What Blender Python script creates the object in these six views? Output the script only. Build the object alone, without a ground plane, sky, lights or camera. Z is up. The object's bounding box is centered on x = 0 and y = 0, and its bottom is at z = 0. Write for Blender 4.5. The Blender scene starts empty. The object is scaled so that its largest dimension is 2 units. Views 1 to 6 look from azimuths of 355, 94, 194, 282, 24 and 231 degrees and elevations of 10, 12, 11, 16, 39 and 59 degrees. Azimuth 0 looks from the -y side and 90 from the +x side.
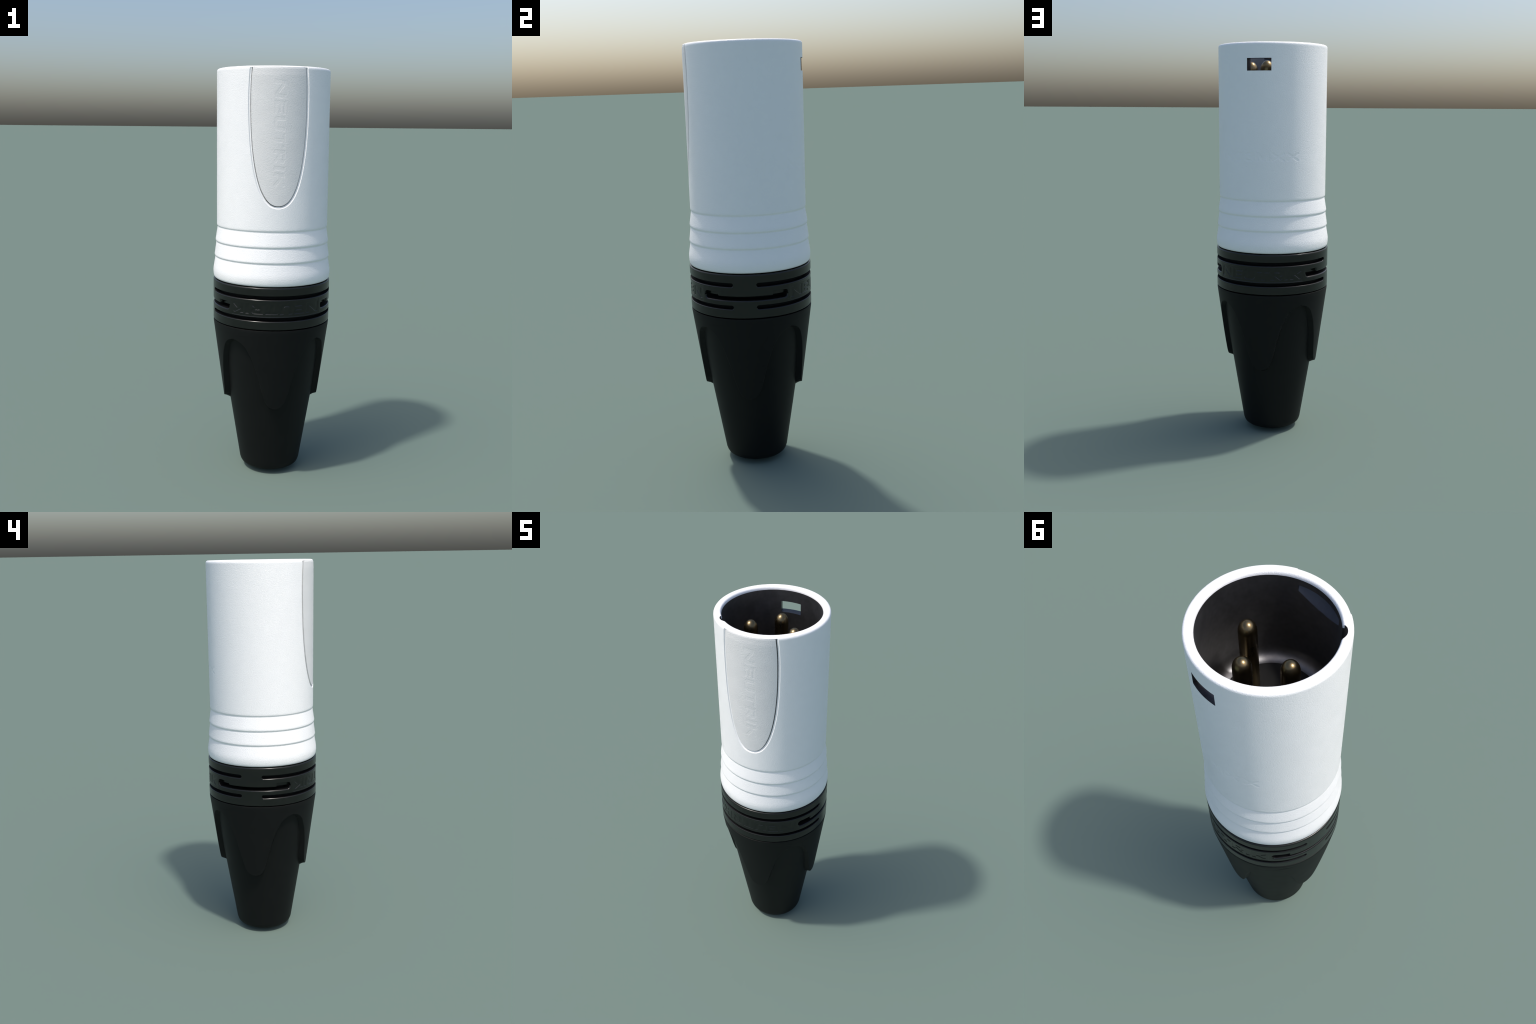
import bpy, math
import numpy as np

# ------------------------------------------------------------------ helpers
# azimuth: 0 faces -y, 90 faces +x (degrees)
def cyl(r, az, z):
    a = np.radians(az)
    return np.stack(np.broadcast_arrays(r * np.sin(a), -r * np.cos(a), z), -1)

def smooth01(x):
    x = np.clip(x, 0.0, 1.0)
    return x * x * (3 - 2 * x)

def wrap180(a):
    return (a + 180.0) % 360.0 - 180.0

def curve(knots, x, passes=0):
    k = np.array(knots, float)
    return np.interp(x, k[:, 0], k[:, 1])

def refine(points, step):
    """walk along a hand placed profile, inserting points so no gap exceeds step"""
    out = [points[0]]
    for a, b in zip(points[:-1], points[1:]):
        n = max(1, int(math.ceil(math.hypot(b[0] - a[0], b[1] - a[1]) / step)))
        for i in range(1, n + 1):
            t = i / n
            out.append((a[0] + (b[0] - a[0]) * t, a[1] + (b[1] - a[1]) * t))
    return out

def make_mesh(name, verts, quads, material, angle=32.0, parent=None):
    """verts (n,3), quads (m,4) numpy arrays; unused vertices are dropped"""
    quads = np.asarray(quads, dtype=np.int64)
    used = np.unique(quads)
    remap = np.full(len(verts), -1, dtype=np.int64)
    remap[used] = np.arange(len(used))
    v = np.asarray(verts, float)[used]
    q = remap[quads]
    me = bpy.data.meshes.new(name)
    me.vertices.add(len(v))
    me.vertices.foreach_set("co", v.ravel())
    me.loops.add(q.size)
    me.loops.foreach_set("vertex_index", q.ravel().astype(np.int32))
    me.polygons.add(len(q))
    me.polygons.foreach_set("loop_start", np.arange(0, q.size, 4, dtype=np.int32))
    me.polygons.foreach_set("use_smooth", np.ones(len(q), dtype=bool))
    me.update(calc_edges=True)
    me.validate()
    me.set_sharp_from_angle(angle=math.radians(angle))
    me.materials.append(material)
    ob = bpy.data.objects.new(name, me)
    bpy.context.scene.collection.objects.link(ob)
    if parent is not None:
        ob.parent = parent
    return ob

def grid_quads(rows, cols, closed=True):
    """quad indices of a rows x cols grid; columns run with rising azimuth"""
    n = cols if closed else cols - 1
    i, j = np.meshgrid(np.arange(rows - 1), np.arange(n), indexing="ij")
    j2 = (j + 1) % cols
    return np.stack([i * cols + j, i * cols + j2, (i + 1) * cols + j2, (i + 1) * cols + j], -1)

def lathe(name, profile, material, parent, segments=96, centre=(0, 0), angle=32.0):
    """solid of revolution; profile runs bottom to top on the outside"""
    p = np.array(profile, float)
    az = np.arange(segments) * 360.0 / segments
    v = cyl(p[:, 0][:, None], az[None, :], p[:, 1][:, None]).reshape(-1, 3)
    v[:, 0] += centre[0]
    v[:, 1] += centre[1]
    q = grid_quads(len(p), segments).reshape(-1, 4)
    return make_mesh(name, v, q, material, angle, parent)

# ------------------------------------------------------------------ lettering
def arc_pts(cx, cy, rx, ry, a0, a1, n=8):
    return [(cx + rx * math.cos(math.radians(a0 + (a1 - a0) * i / n)),
             cy + ry * math.sin(math.radians(a0 + (a1 - a0) * i / n))) for i in range(n + 1)]

STEM, BAR = 0.36, 0.21           # stroke widths of upright and level strokes, in letter heights

def glyph(ch):
    """letter strokes as poly-lines in a box one unit high; returns width, strokes"""
    if ch == "N":
        return 1.25, [[(0, 0), (0, 1)], [(0.05, 1), (1.2, 0)], [(1.25, 0), (1.25, 1)]]
    if ch == "E":
        return 0.78, [[(0, 0), (0, 1)], [(0, 0), (0.78, 0)], [(0, 0.5), (0.7, 0.5)], [(0, 1), (0.78, 1)]]
    if ch == "U":
        return 0.92, [[(0, 1), (0, 0.32)] + arc_pts(0.28, 0.32, 0.28, 0.32, 180, 270, 5)
                      + arc_pts(0.64, 0.32, 0.28, 0.32, 270, 360, 5) + [(0.92, 0.32), (0.92, 1)]]
    if ch == "T":
        return 0.88, [[(0, 1), (0.88, 1)], [(0.44, 0), (0.44, 1)]]
    if ch == "R":
        return 0.90, [[(0, 0), (0, 1)], [(0, 1), (0.6, 1)] + arc_pts(0.6, 0.72, 0.26, 0.28, 90, -90, 7)
                      + [(0.6, 0.44), (0, 0.44)], [(0.42, 0.44), (0.88, 0)]]
    if ch == "I":
        return 0.01, [[(0.005, 0), (0.005, 1)]]
    if ch == "K":
        return 0.97, [[(0, 0), (0, 1)], [(0.2, 0.5), (0.9, 1)], [(0.35, 0.62), (0.97, 0)]]
    if ch == "C":
        return 1.0, [arc_pts(0.52, 0.5, 0.5, 0.5, 50, 310, 16)]
    if ch == "3":
        return 0.9, [arc_pts(0.42, 0.74, 0.44, 0.26, 150, -90, 12), arc_pts(0.42, 0.25, 0.46, 0.25, 90, -150, 12)]
    if ch == "M":
        return 1.24, [[(0, 0), (0, 1)], [(0.05, 1), (0.62, 0.1)], [(0.62, 0.1), (1.19, 1)], [(1.24, 1), (1.24, 0)]]
    if ch == "X":
        return 1.24, [[(0, 0), (1.24, 1)], [(0, 1), (1.24, 0)]]
    return 0.5, []

def word_strokes(word, gap):
    """all segments of a word laid out left to right, in units of letter height"""
    segs, x = [], STEM / 2
    inner = 1.0 - BAR
    for ch in word:
        w, lines = glyph(ch)
        for line in lines:
            for a, b in zip(line[:-1], line[1:]):
                if math.hypot(a[0] - b[0], a[1] - b[1]) < 1e-6:
                    continue
                segs.append((x + a[0], BAR / 2 + a[1] * inner, x + b[0], BAR / 2 + b[1] * inner))
        x += w + STEM + gap
    return segs, x - gap - STEM / 2

def word_distance(px, py, segs):
    """signed distance (letter heights) from points to the word's strokes, square ended"""
    d = np.full(px.shape, 9.0)
    for x0, y0, x1, y1 in segs:
        L = math.hypot(x1 - x0, y1 - y0)
        ux, uy = (x1 - x0) / L, (y1 - y0) / L
        cx, cy = (x0 + x1) / 2, (y0 + y1) / 2
        thick = STEM * uy * uy + BAR * ux * ux
        reach = (STEM * ux * ux + BAR * uy * uy) * (0.5 if min(abs(ux), abs(uy)) < 0.05 else 0.3)
        a = np.abs((px - cx) * ux + (py - cy) * uy) - L / 2 - reach
        b = np.abs(-(px - cx) * uy + (py - cy) * ux) - thick / 2
        d = np.minimum(d, np.maximum(a, b))
    # letters stop square at their head and foot lines
    return np.maximum(d, np.maximum(-py, py - 1.0))

# ------------------------------------------------------------------ materials
def new_material(name):
    m = bpy.data.materials.new(name)
    m.use_nodes = True
    nt = m.node_tree
    bsdf = nt.nodes.get("Principled BSDF")
    return m, nt, bsdf

def speckled(name, dark, light, rough, spec=0.5, grain_scale=150.0, bump=0.1, distance=0.002,
             metallic=0.0, second_scale=18.0, rough_spread=0.06):
    m, nt, bsdf = new_material(name)
    N, L = nt.nodes, nt.links
    tc = N.new("ShaderNodeTexCoord")
    fine = N.new("ShaderNodeTexNoise")
    fine.inputs["Scale"].default_value = grain_scale
    fine.inputs["Detail"].default_value = 4.0
    fine.inputs["Roughness"].default_value = 0.6
    L.new(tc.outputs["Object"], fine.inputs["Vector"])
    broad = N.new("ShaderNodeTexNoise")
    broad.inputs["Scale"].default_value = second_scale
    broad.inputs["Detail"].default_value = 3.0
    L.new(tc.outputs["Object"], broad.inputs["Vector"])
    mixf = N.new("ShaderNodeMath")
    mixf.operation = "MULTIPLY_ADD"
    mixf.inputs[1].default_value = 0.5
    L.new(fine.outputs["Fac"], mixf.inputs[0])
    half = N.new("ShaderNodeMath")
    half.operation = "MULTIPLY"
    half.inputs[1].default_value = 0.5
    L.new(broad.outputs["Fac"], half.inputs[0])
    L.new(half.outputs[0], mixf.inputs[2])
    ramp = N.new("ShaderNodeValToRGB")
    ramp.color_ramp.elements[0].position = 0.35
    ramp.color_ramp.elements[1].position = 0.65
    ramp.color_ramp.elements[0].color = (*dark, 1)
    ramp.color_ramp.elements[1].color = (*light, 1)
    L.new(mixf.outputs[0], ramp.inputs["Fac"])
    L.new(ramp.outputs["Color"], bsdf.inputs["Base Color"])
    rr = N.new("ShaderNodeMapRange")
    rr.inputs["From Min"].default_value = 0.3
    rr.inputs["From Max"].default_value = 0.7
    rr.inputs["To Min"].default_value = rough - rough_spread
    rr.inputs["To Max"].default_value = rough + rough_spread
    L.new(broad.outputs["Fac"], rr.inputs["Value"])
    L.new(rr.outputs["Result"], bsdf.inputs["Roughness"])
    bsdf.inputs["Metallic"].default_value = metallic
    bsdf.inputs["Specular IOR Level"].default_value = spec
    if bump > 0:
        bp = N.new("ShaderNodeBump")
        bp.inputs["Strength"].default_value = bump
        bp.inputs["Distance"].default_value = distance
        L.new(fine.outputs["Fac"], bp.inputs["Height"])
        L.new(bp.outputs["Normal"], bsdf.inputs["Normal"])
    return m

mat_white = speckled("white_coated_metal", (0.98, 0.98, 0.98), (1.0, 1.0, 1.0), 0.42, spec=0.8,
                     grain_scale=250.0, bump=0.75, distance=0.0018)
mat_plate = speckled("pale_grey_coated_metal", (0.77, 0.77, 0.765), (0.81, 0.81, 0.805), 0.55,
                     grain_scale=250.0, bump=0.75, distance=0.0018)
mat_dark_metal = speckled("dark_satin_metal", (0.19, 0.19, 0.197), (0.24, 0.24, 0.248), 0.45,
                          grain_scale=60.0, bump=0.05, metallic=1.0, rough_spread=0.02)
mat_insert = speckled("black_insert_plastic", (0.006, 0.006, 0.006), (0.009, 0.009, 0.009), 0.5, bump=0.03, spec=0.3)
mat_collar = speckled("black_semi_gloss_plastic", (0.005, 0.006, 0.005), (0.007, 0.008, 0.007), 0.25,
                      grain_scale=200.0, bump=0.0, spec=0.45, rough_spread=0.02)
mat_boot = speckled("black_rubber", (0.0040, 0.0046, 0.0046), (0.0053, 0.0059, 0.0059), 0.55,
                    grain_scale=220.0, bump=0.04, spec=0.2, rough_spread=0.015)
mat_sky_sheen = speckled("sky_sheen_grey", (0.085, 0.09, 0.105), (0.105, 0.11, 0.13), 0.4, grain_scale=80.0, bump=0.02, spec=0.5)  # bluish sky sheen on the recessed lining, put into the colour
mat_slot_shade = speckled("slot_shade_black", (0.0035, 0.0035, 0.004), (0.005, 0.005, 0.0055), 0.7, bump=0.0, spec=0.15)  # darkness inside the collar slots, painted as matt black
mat_gap_shade = speckled("gap_shade_grey", (0.16, 0.16, 0.16), (0.20, 0.20, 0.20), 0.6, bump=0.0, spec=0.3)  # shade in the gap round the plate, painted as dark grey
mat_frame = speckled("darker_lining_metal", (0.07, 0.07, 0.08), (0.10, 0.10, 0.11), 0.45, bump=0.0, metallic=1.0)  # lining metal in a darker tone, for the window walls
mat_gold = speckled("dull_gold_plating", (0.20, 0.15, 0.08), (0.235, 0.178, 0.093), 0.30,
                    grain_scale=90.0, bump=0.0, metallic=1.0, rough_spread=0.03)

# ------------------------------------------------------------------ the thing
thing = bpy.data.objects.new("audio_cable_connector", None)
thing.empty_display_size = 0.2
bpy.context.scene.collection.objects.link(thing)
thing["label"] = "white three-pin audio plug with black collar and tapered boot"
thing["category"] = "cable connector"

SHELL_R = 0.2725
WELL_R = 0.2360
WIN_HALF, WIN_Z0, WIN_Z1 = 12.6, 1.867, 1.925       # window in the back wall

# ---- outline of the inlaid label plate: half width in degrees at a height
PLATE_TIP, PLATE_WIDE = 1.3700, 1.86
def plate_half(z):
    z = np.asarray(z, float)
    x = np.clip((PLATE_WIDE - z) / (PLATE_WIDE - PLATE_TIP), 0, 1)
    w = 28.0 * np.maximum(1 - x ** 2.3, 0) ** (1 / 2.3)
    up = np.clip((z - PLATE_WIDE) / 0.13, 0, 1)
    return w - 1.4 * up ** 2

# ---- shell and its lining, one closed skin cut into two parts
def build_shell():
    # columns: fine in front (plate edge) and behind (lettering), coarser on the sides
    cols = np.concatenate([
        np.arange(-36, -31, 0.25), np.arange(-31, -22, 0.09), np.arange(-22, 22, 0.22), np.arange(22, 31, 0.09), np.arange(31, 36, 0.25), np.arange(36, 132, 0.75), np.arange(132, 228, 0.28), np.arange(228, 324, 0.75)])
    for edge in (180 - WIN_HALF, 180 + WIN_HALF):
        cols[np.argmin(np.abs(cols - edge))] = edge
    c0 = int(np.argmin(np.abs(cols - (180 - WIN_HALF))))
    c1 = int(np.argmin(np.abs(cols - (180 + WIN_HALF))))
    # ribbed foot of the shell, bottom to top
    foot = [(0.245, 0.996), (0.272, 0.994), (0.2800, 0.9925), (0.2835, 0.9945), (0.2862, 1.000), (0.2880, 1.008),
            (0.2890, 1.018), (0.2893, 1.028), (0.2888, 1.036), (0.2878, 1.045), (0.2800, 1.0915), (0.2788, 1.0960), (0.2790, 1.0985),
            (0.2802, 1.1005), (0.2820, 1.1025), (0.2829, 1.1055), (0.2829, 1.1090), (0.2822, 1.1140),
            (0.2752, 1.1650), (0.2740, 1.1690), (0.2742, 1.1715), (0.2755, 1.1735), (0.2773, 1.1755),
            (0.2781, 1.1790), (0.2780, 1.1830), (0.2774, 1.1880), (0.2692, 1.2405), (0.2680, 1.2445), (0.2682, 1.2475),
            (0.2694, 1.2500), (0.2710, 1.2520), (0.2722, 1.2550), (SHELL_R, 1.2600)]
    foot = [(r + 0.0006, z) for r, z in foot[:-2]] + foot[-2:]
    lower = refine(foot, 0.006)
    side_z = np.concatenate([np.linspace(1.2600, 1.345, 22)[1:], np.linspace(1.345, WIN_Z0, 236)[1:],
                             np.linspace(WIN_Z0, WIN_Z1, 26)[1:], np.linspace(WIN_Z1, 1.986, 29)[1:]])
    side = [(SHELL_R, z) for z in side_z]
    lip = [(0.2721, 1.9905), (0.2708, 1.9940), (0.2685, 1.9970), (0.2650, 1.9990), (0.2610, 2.0),
           (0.2560, 2.0), (0.2510, 2.0), (0.2460, 1.9998), (0.2430, 1.9991), (0.2405, 1.9978), (0.2384, 1.9952),
           (0.2370, 1.9920), (0.2362, 1.9882), (WELL_R, 1.984)]
    well_z = np.concatenate([np.linspace(1.984, 1.9580, 9)[1:], [1.9572], np.linspace(1.9572, WIN_Z1, 15)[1:], np.linspace(WIN_Z1, WIN_Z0, 20)[1:],
                             np.linspace(WIN_Z0, 1.64, 32)[1:]])
    well = [(WELL_R, z) for z in well_z]
    fillet = [(0.1870 + 0.0490 * math.cos(t), 1.640 - 0.058 * math.sin(t)) for t in np.linspace(0, math.pi / 2, 16)[1:]]
    fillet += [(0.1840, 1.5820)]
    prof = np.array(lower + side + lip + well + fillet)
    nl, ns, nlip = len(lower), len(side), len(lip)
    row_side0 = nl
    row_lip0 = nl + ns
    row_well0 = nl + ns + nlip                     # first pure lining row
    R = np.repeat(prof[:, 0][:, None], len(cols), 1)
    Z = np.repeat(prof[:, 1][:, None], len(cols), 1)
    A = np.repeat(cols[None, :], len(prof), 0)
    a = wrap180(A)
    rows = np.arange(len(prof))[:, None] + np.zeros_like(R, dtype=int)
    outer = rows < row_lip0 + 5

    # recess that takes the label plate, with a chamfered rim
    near = outer & (np.abs(a) < 36) & (Z > 1.34)
    arc = np.radians(a[near]) * SHELL_R
    zz = Z[near]
    zt = PLATE_TIP + (2.0 - PLATE_TIP) * np.linspace(0, 1, 700) ** 2.2
    wt = np.radians(plate_half(zt)) * SHELL_R
    d = np.full(arc.shape, 9.0)                    # distance to the plate outline
    for z_, w_ in zip(zt, wt):
        d = np.minimum(d, np.hypot(np.abs(arc) - w_, zz - z_))
    inside = (zz > PLATE_TIP) & (np.abs(arc) < np.radians(plate_half(zz)) * SHELL_R)
    d = np.where(inside, -d, d)
    gap = np.clip((0.0050 - d) / 0.0008, 0, 1) * np.clip((d + 0.012) / 0.004, 0, 1) * (zz < 1.9925)
    depth = 0.0048 * smooth01((0.0132 - d) / 0.0036) + 0.0090 * gap
    seam = np.zeros(R.shape, bool)
    seam[near] = gap > 0.5
    R[near] -= depth * np.where(zz > 1.992, 0.45, 1.0)

    # engraved type lettering on the back
    h = 0.0435
    segs, length = word_strokes("NC3MXX", 0.14)
    near = outer & (np.abs(wrap180(A - 180)) < 48) & (Z > 1.42) & (Z < 1.50)
    arc = np.radians(wrap180(A[near] - 180)) * SHELL_R
    py = (Z[near] - 1.441) / h
    px = (arc + 0.212) / (0.413 / length)
    dd = word_distance(px, py, segs) * h
    R[near] -= 0.0006 * smooth01((0.0008 - dd) / 0.0022)

    # key slot running down the lining, and cutting the lip from inside
    key = np.clip(1 - (wrap180(cols + 46.0) / 6.9) ** 2, 0, 1) ** 0.6 * 0.0170
    lining = rows >= row_lip0 + 5
    floor_fade = smooth01((Z - 1.60) / 0.01)
    wall = WELL_R + key[None, :] * np.ones_like(R)
    cut = lining & (key[None, :] > 0) & (Z > 1.66)
    R = np.where(cut, np.maximum(R, wall + (prof[:, 0][:, None] - WELL_R) * 0.02), R)

    # latch recess: a scoop under the lip, bowed below, deepest at its square upper edge
    low = 1.886 + 0.046 * (a / 25.4) ** 2
    scoop = (rows >= row_well0) & (np.abs(a) <= 25.4) & (Z <= 1.9575) & (Z > low)
    R = np.where(scoop, R + 0.028 * (Z - low) / (1.9572 - 1.886), R)

    V = cyl(R, A, Z).reshape(-1, 3)
    Q = grid_quads(len(prof), len(cols))
    keep = np.ones(Q.shape[:2], bool)
    zq = prof[:, 1]
    def band(lo, hi):
        idx = np.arange(lo, hi)
        i0 = lo + int(np.argmin(np.abs(zq[idx] - WIN_Z0)))
        i1 = lo + int(np.argmin(np.abs(zq[idx] - WIN_Z1)))
        return min(i0, i1), max(i0, i1)
    o0, o1 = band(row_side0, row_lip0)
    w0, w1 = band(row_well0 - 1, row_well0 + len(well) - 1)
    keep[o0:o1, c0:c1] = False
    keep[w0:w1, c0:c1] = False
    W = len(cols)
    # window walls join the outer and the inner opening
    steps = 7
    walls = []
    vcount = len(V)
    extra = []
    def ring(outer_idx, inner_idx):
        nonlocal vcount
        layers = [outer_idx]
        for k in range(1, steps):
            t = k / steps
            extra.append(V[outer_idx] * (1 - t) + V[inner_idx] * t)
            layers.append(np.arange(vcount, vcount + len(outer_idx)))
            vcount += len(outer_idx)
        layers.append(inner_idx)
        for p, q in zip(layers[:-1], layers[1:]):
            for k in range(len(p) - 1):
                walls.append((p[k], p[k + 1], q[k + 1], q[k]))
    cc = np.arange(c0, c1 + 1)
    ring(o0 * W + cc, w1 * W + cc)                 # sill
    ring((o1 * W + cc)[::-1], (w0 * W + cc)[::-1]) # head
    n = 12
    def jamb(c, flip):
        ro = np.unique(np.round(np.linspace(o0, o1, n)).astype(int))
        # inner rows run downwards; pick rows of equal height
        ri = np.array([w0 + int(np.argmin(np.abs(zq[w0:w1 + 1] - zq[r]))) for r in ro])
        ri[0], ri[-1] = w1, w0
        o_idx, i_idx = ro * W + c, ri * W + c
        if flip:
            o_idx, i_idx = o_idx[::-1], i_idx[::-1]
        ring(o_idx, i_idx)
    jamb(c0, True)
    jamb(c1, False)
    V2 = np.concatenate([V] + extra)
    split = row_well0 - 1
    # the bare sides of the key slot belong to the lining, not to the white coat
    slot_side = (cut & (R < wall + 0.0006)).ravel()
    shell_q = Q[:split][keep[:split]].reshape(-1, 4)
    bare = slot_side[shell_q].sum(1) >= 3
    lining_q = np.concatenate([Q[split:][keep[split:]].reshape(-1, 4), shell_q[bare]])
    shell_q = shell_q[~bare]
    # bottom of the gap round the label plate, coloured dark to stand for shade
    in_seam = np.concatenate([seam.ravel(), np.zeros(len(V2) - seam.size, bool)])
    dark = in_seam[shell_q].all(1)
    shell = make_mesh("shell", V2, shell_q[~dark], mat_white, 40, thing)
    make_mesh("plate_gap_shade", V2, shell_q[dark], mat_gap_shade, 40, shell)
    in_scoop = np.concatenate([scoop.ravel(), np.zeros(len(V2) - scoop.size, bool)])
    hit = in_scoop[lining_q].sum(1) >= 3
    lining = make_mesh("inner_lining", V2, lining_q[~hit], mat_dark_metal, 35, thing)
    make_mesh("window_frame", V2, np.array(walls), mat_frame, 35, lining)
    make_mesh("latch_recess", V2, lining_q[hit], mat_sky_sheen, 35, lining)

build_shell()

# ---- label plate: slightly flatter than the shell, engraved name reading downwards
def build_plate():
    rows, cols = 520, 240
    s = np.linspace(0, 1, rows)
    z = PLATE_TIP + 0.0003 + (1.9925 - PLATE_TIP - 0.0003) * (0.55 * s ** 2 + 0.45 * s)
    w = plate_half(z) - 0.15
    t = np.linspace(-1, 1, cols)
    t = np.sign(t) * (1 - (1 - np.abs(t)) ** 1.25)
    A = t[None, :] * np.maximum(w, 0.05)[:, None]
    Z = np.repeat(z[:, None], cols, 1)
    arc = np.radians(A) * SHELL_R
    top = np.where(Z > 1.986, (Z - 1.986) ** 2 * 30, 0) + 0.0016 * np.clip((Z - 1.959) / 0.030, 0, 1.2)
    R = SHELL_R - 0.0006 - 0.0012 * (np.abs(A) / 28) ** 2 - top
    h = 0.051
    segs, length = word_strokes("NEUTRIK", 0.23)
    py = (arc + 0.0225) / h
    px = (1.9380 - Z) / (0.484 / length)
    d = word_distance(px - 0.11 * (py - 0.5), py, segs) * h
    R -= 0.00038 * smooth01((0.0006 - d) / 0.0014)
    skirt = 2
    R = np.concatenate([R[:1] - 0.026, R, R[-1:] - 0.026], 0)
    A = np.concatenate([A[:1], A, A[-1:]], 0)
    Z = np.concatenate([Z[:1], Z, Z[-1:]], 0)
    R = np.concatenate([R[:, :1] - 0.026, R, R[:, -1:] - 0.026], 1)
    A = np.concatenate([A[:, :1], A, A[:, -1:]], 1)
    Z = np.concatenate([Z[:, :1], Z, Z[:, -1:]], 1)
    V = cyl(R, A, Z).reshape(-1, 3)
    make_mesh("label_plate", V, grid_quads(R.shape[0], R.shape[1], False).reshape(-1, 4), mat_plate, 38, thing)

build_plate()

# ---- contact insert and pins inside the well
lathe("contact_insert", [(0.0001, 1.50), (0.1870, 1.50), (0.1872, 1.5835), (0.1860, 1.5850), (0.0001, 1.5852)],
      mat_insert, thing, 128)
def pin_profile():
    r, top, side = 0.0333, 1.9230, 1.8790
    p = [(r, 1.575), (r, side)]
    for i in range(1, 15):
        t = math.pi / 2 * i / 14
        p.append((max(r * math.cos(t), 0.00005), side + (top - side) * math.sin(t)))
    return p
PIN_D = 0.112
first_pin = lathe("contact_pin", pin_profile(), mat_gold, thing, 64, angle=50)
first_pin.location = (PIN_D, 0, 0)
for x, y in ((0.0, PIN_D), (-PIN_D, 0.0)):
    pin = first_pin.copy()
    pin.location = (x, y, 0)
    bpy.context.scene.collection.objects.link(pin)

# ---- slotted collar
def build_collar():
    r0 = 0.2895
    cols = np.arange(0, 360, 0.25)
    body_z = np.linspace(0.7895, 0.9810, 160)
    prof = [(0.20, 0.7850), (0.2790, 0.7850), (0.2850, 0.7852), (0.2875, 0.7862), (0.2889, 0.7877)]
    prof += [(r0, z) for z in body_z]
    prof += [(0.2892, 0.9838), (0.2884, 0.9858), (0.2870, 0.9874), (0.2852, 0.9884), (0.2820, 0.9886), (0.2780, 0.9886), (0.20, 0.9886)]
    prof = np.array(prof)
    R = np.repeat(prof[:, 0][:, None], len(cols), 1)
    Z = np.repeat(prof[:, 1][:, None], len(cols), 1)
    A = np.repeat(cols[None, :], len(prof), 0)
    s_front = np.abs(np.radians(wrap180(A))) * r0                     # arc from the front
    s_fb = np.minimum(s_front, np.radians(180) * r0 - s_front)        # arc from front or back middle
    s_side = np.radians(90) * r0 - s_fb                               # arc from the nearer side middle
    def dig(t_edges, floor):
        """rounded-over slot edges: t_edges is a list of (inward distance, edge radius)"""
        g = np.full(R.shape, 9.0)
        f = np.full(R.shape, 1.0)
        for t, rad in t_edges:
            gg = t / rad
            f = np.where(gg < g, rad, f)
            g = np.minimum(g, gg)
        d = np.where(g <= 0, 0, np.where(g < 1, f * (1 - np.sqrt(np.clip(1 - g * g, 0, 1))), floor))
        return d
    def rounded_box(ds, dz, corner):
        """inward distance from the outline of a box with rounded corners"""
        qx, qz = corner - ds, corner - dz
        return np.where((qx > 0) & (qz > 0), corner - np.hypot(np.maximum(qx, 0), np.maximum(qz, 0)), np.minimum(ds, dz))
    body = (Z > 0.7890) & (Z < 0.9815)
    end = np.radians(79.9) * r0
    dep = np.zeros_like(R)
    # long slots, upper and lower, front and back
    for lo, hi, rl, ru in ((0.9262, 0.9510, 0.0052, 0.0020), (0.8232, 0.8475, 0.0042, 0.0020)):
        t = rounded_box(end - s_fb, np.minimum(Z - lo, hi - Z), 0.0115)
        low = np.where(Z - lo < hi - Z, rl, ru)
        dep = np.maximum(dep, dig([(t, np.where(Z - lo < 0.012, low, ru))], 0.026))
    # side windows with a tongue hanging into them
    half = np.radians(41.6) * r0
    lo, hi = 0.8625, 0.9080
    t = rounded_box(half - s_side, np.minimum(Z - lo, hi - Z), 0.020)
    rad = np.where(Z < 0.885, 0.0070, 0.0030)
    floor = np.where(Z > 0.8870, 0.0200, 0.050)
    slot = dig([(t, rad)], floor)
    # tongue: rounded lower edge and corners
    th = np.radians(26.0) * r0
    tt = rounded_box(th - s_side, Z - 0.8860, 0.007)
    tr = 0.006
    tongue = np.where(tt >= tr, 0, np.where(tt > 0, tr - np.sqrt(np.clip(tr * tr - (tr - tt) ** 2, 0, None)), 1))
    slot = np.minimum(slot, tongue * 1.0)
    dep = np.maximum(dep, slot)
    R = np.where(body, R - np.minimum(dep, 0.050), R)
    # shallow name fields between the slots with engraved letters, front (upside down) and back
    h = 0.0465
    segs, length = word_strokes("NEUTRIK", 0.23)
    for mid, sign in ((0.0, -1.0), (180.0, 1.0)):
        near = body & (np.abs(wrap180(A - mid)) < 50) & (Z > 0.845) & (Z < 0.926)
        arc = np.radians(wrap180(A[near] - mid)) * r0
        zz = Z[near]
        box = np.minimum(0.2335 - np.abs(arc), np.minimum(zz - 0.8485, 0.9225 - zz))
        R[near] -= 0.0010 * smooth01(box / 0.0022)
        px = (sign * arc + 0.226) / (0.452 / length)
        py = (sign * (zz - 0.8855)) / h + 0.5
        d = word_distance(px - 0.11 * (py - 0.5), py, segs) * h
        R[near] -= 0.0019 * smooth01((0.0008 - d) / 0.0020)
    V = cyl(R, A, Z).reshape(-1, 3)
    q = grid_quads(len(prof), len(cols)).reshape(-1, 4)
    # collar faces deep in the slots get the shade of a hollow as black colour
    cavity = np.where(body, np.minimum(dep, 0.050), 0).ravel()
    deep = (cavity[q].max(1) > 0.0205)
    collar = make_mesh("slotted_collar", V, q[~deep], mat_collar, 50, thing)
    make_mesh("slot_shade", V, q[deep], mat_slot_shade, 50, collar)

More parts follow.
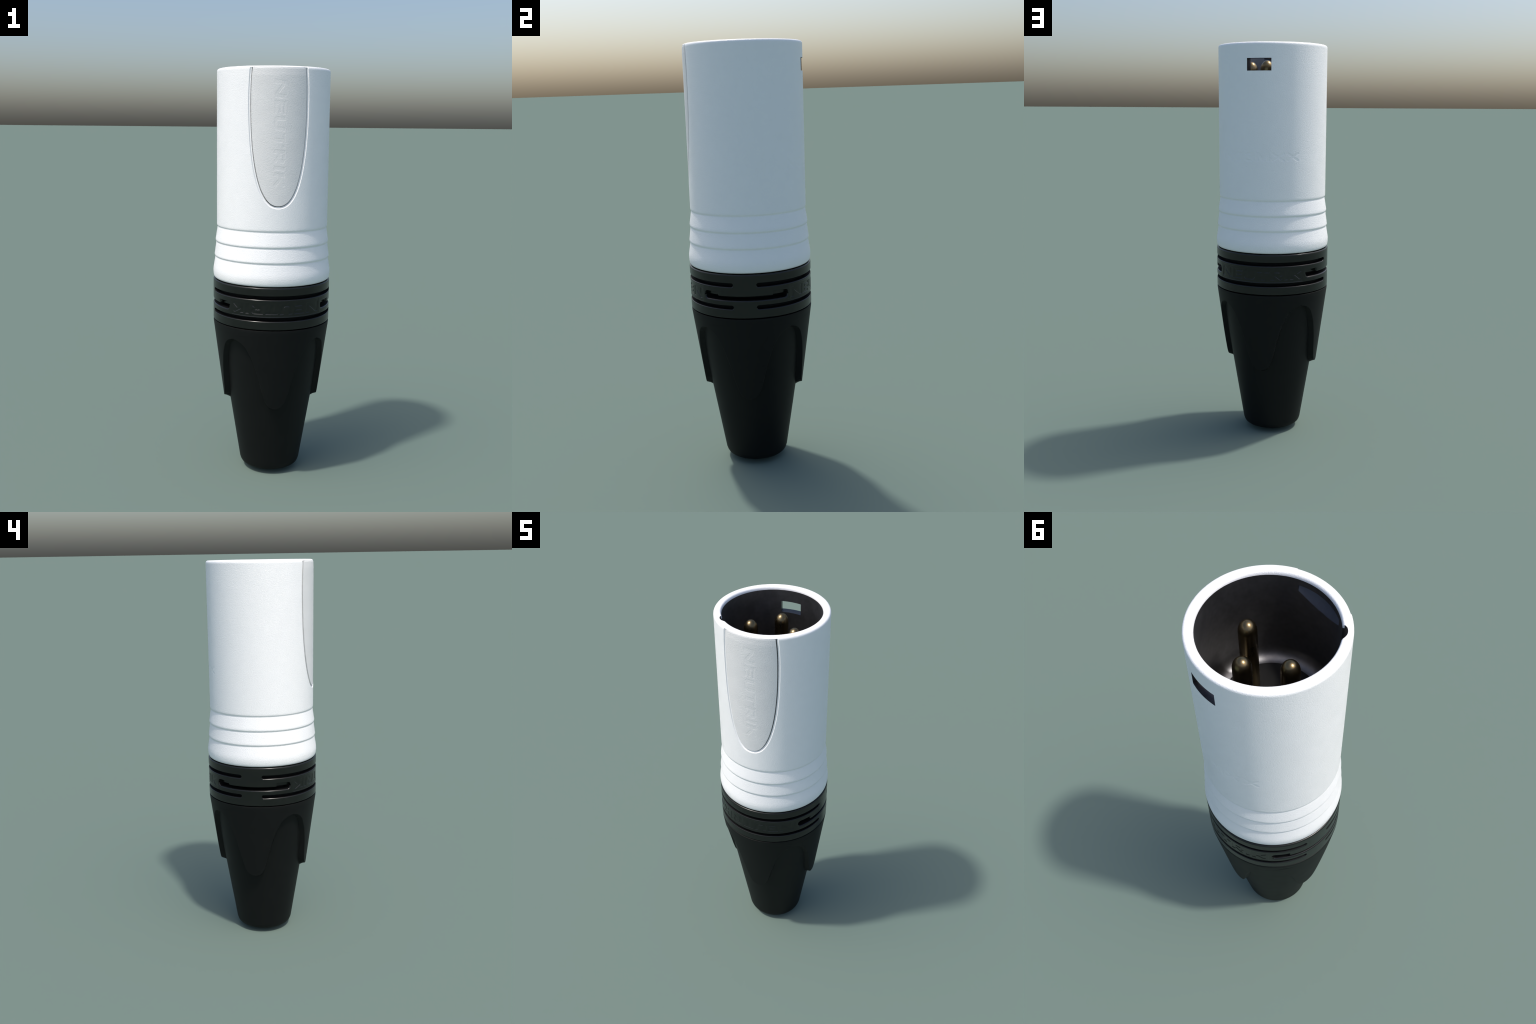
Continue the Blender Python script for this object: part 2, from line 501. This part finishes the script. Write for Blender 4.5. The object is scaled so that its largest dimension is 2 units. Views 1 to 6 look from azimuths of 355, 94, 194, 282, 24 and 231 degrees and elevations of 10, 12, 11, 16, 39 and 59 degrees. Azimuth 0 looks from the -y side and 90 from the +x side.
build_collar()

# ---- tapered boot with four raised fins
FIN = [(0.3775, 0.0), (0.3800, 4.0), (0.3860, 7.0), (0.3960, 9.6), (0.4170, 12.3), (0.4600, 15.2), (0.5300, 18.7), (0.5720, 21.2),
       (0.6170, 24.3), (0.6500, 27.3), (0.6850, 31.2), (0.7020, 34.6), (0.7130, 38.0), (0.7200, 42.0), (0.7225, 45.0)]
_fz = np.linspace(0.36, 0.74, 1200)
_fw = curve(FIN, _fz)
_k = np.ones(31) / 31
_fw_s = np.convolve(np.pad(_fw, 15, mode="edge"), _k, mode="valid")
_fw_s = np.where(_fz < 0.392, _fw, _fw_s)
def fin_half(z):
    z = np.asarray(z, float)
    return np.where(z > 0.7225, 45.0, np.where(z < 0.3775, 0.0, np.interp(z, _fz, _fw_s)))

def core_r(z):
    return 0.1518 + (z - 0.045) * (0.2035 - 0.1518) / (0.365 - 0.045)
def fin_r(z):
    return 0.2362 + (z - 0.380) * (0.2890 - 0.2362) / (0.773 - 0.380)

def build_boot():
    foot = [(0.060, 0.30), (0.066, 0.10), (0.070, 0.006), (0.076, 0.0003), (0.082, 0.0), (0.100, 0.0075), (0.120, 0.0150), (0.132, 0.0205),
            (0.1400, 0.0250), (0.1452, 0.0300), (0.1485, 0.0360), (0.1505, 0.0430)]
    foot = refine(foot, 0.01)
    z_body = np.concatenate([np.linspace(0.047, 0.355, 60), np.linspace(0.357, 0.42, 64), np.linspace(0.422, 0.66, 110),
                             np.linspace(0.662, 0.7180, 50), np.linspace(0.7184, 0.7240, 15), np.linspace(0.7255, 0.7300, 4), np.linspace(0.734, 0.7690, 12)])
    head = [(0.2886, 0.7725), (0.2888, 0.7770), (0.2887, 0.7803), (0.2878, 0.7810), (0.2840, 0.7812), (0.20, 0.7812)]
    # one eighth of a turn: fin face | rounded edge | wall | groove floor
    nf, ne, nw, ng = 26, 4, 6, 26
    
    rows_r, rows_a, rows_z = [], [], []
    def full_ring(az_half, r_half, z):
        a, r = [], []
        for q in range(4):
            a.append(90 * q + az_half[:-1]); r.append(r_half[:-1])
            a.append(90 * q + 90 - az_half[::-1][:-1]); r.append(r_half[::-1][:-1])
        return np.concatenate(a), np.concatenate(r)
    ncol = nf + ne + nw + ng + 1
    base_w = 9.0
    for r, z in foot:
        az = np.linspace(0, 45, ncol)
        A, R = full_ring(az, np.full(ncol, r), z)
        rows_a.append(A); rows_r.append(R); rows_z.append(z)
    for z in z_body:
        # the wall foot lies a little lower than its head, most of all under the tip
        draft = 0.014 - 0.0132 * float(smooth01((z - 0.380) / 0.03))
        w_top = float(fin_half(z))
        if 0.40 < z < 0.7225:
            w_top = max(w_top - 0.1 * float(smooth01((z - 0.40) / 0.02)), 0.5)
        w_foot = max(float(fin_half(z + draft)), w_top + 0.12) if z < 0.7225 else 45.0
        rc, rf = float(core_r(z)), float(fin_r(z))
        # fin walls run parallel to the middle plane of the fin, so they widen towards the core
        w_foot = max(w_foot, math.degrees(math.asin(min(0.7071, rf / rc * math.sin(math.radians(w_top))))))
        bev = min(0.45, max(w_top, 0.02) * 0.3)
        wt = max(w_top, 0.02)
        wf = max(w_foot, wt + 0.12)
        if wf > 44.6:
            wf = 44.6 if wt < 44 else 44.9
        wt = min(wt, wf - 0.1)
        az = np.concatenate([np.linspace(0, wt - bev, nf + 1), wt - bev + bev * np.array([0.35, 0.65, 0.88, 1.0]),
                             np.linspace(wt, wf, nw + 1)[1:], np.linspace(wf, 45, ng + 1)[1:]])
        # spread columns evenly away from the fins
        far = smooth01((0.355 - z) / 0.10)
        far = max(far, smooth01((z - 0.735) / 0.02))
        az = az * (1 - far) + np.linspace(0, 45, ncol) * far
        th = rf - rc
        if z < 0.3635 or z > 0.7225:
            rr = np.full(ncol, rc if z < 0.5 else rf)
        else:
            if w_top <= 0.0:                        # under the tip: only the sloping wall
                amt = np.clip((z - 0.3635) / 0.014, 0, 1)
                # height of the wall falls to nothing at its foot
                peak = amt
                edge = np.clip(1 - az / max(w_foot, 0.3), 0, 1)
                rr = rc + th * peak * edge
            else:
                rr = np.empty(ncol)
                rr[:nf + 1] = rf
                rr[nf + 1:nf + 1 + ne] = rf - np.array([0.0001, 0.0004, 0.0009, 0.0016])
                k = np.arange(1, nw + 1) / nw
                # where the foot of the wall reaches the middle of the groove it never gets to the floor
                reach = 1.0
                if z + draft > 0.7225:
                    reach = np.clip((0.7225 - z) / draft, 0, 1)
                rr[nf + 1 + ne:nf + 1 + ne + nw] = (rf - 0.0016) + (rc - rf + 0.0016) * k * reach
                rr[nf + 1 + ne + nw:] = rf - 0.0016 + (rc - rf + 0.0016) * reach
        A, R = full_ring(az, rr, z)
        rows_a.append(A); rows_r.append(R); rows_z.append(z)
    for r, z in head:
        az = np.linspace(0, 45, ncol)
        A, R = full_ring(az, np.full(ncol, r), z)
        rows_a.append(A); rows_r.append(R); rows_z.append(z)
    A, R = np.array(rows_a), np.array(rows_r)
    Z = np.repeat(np.array(rows_z)[:, None], A.shape[1], 1)
    V = cyl(R, A, Z).reshape(-1, 3)
    make_mesh("cable_boot", V, grid_quads(A.shape[0], A.shape[1]).reshape(-1, 4), mat_boot, 38, thing)

build_boot()
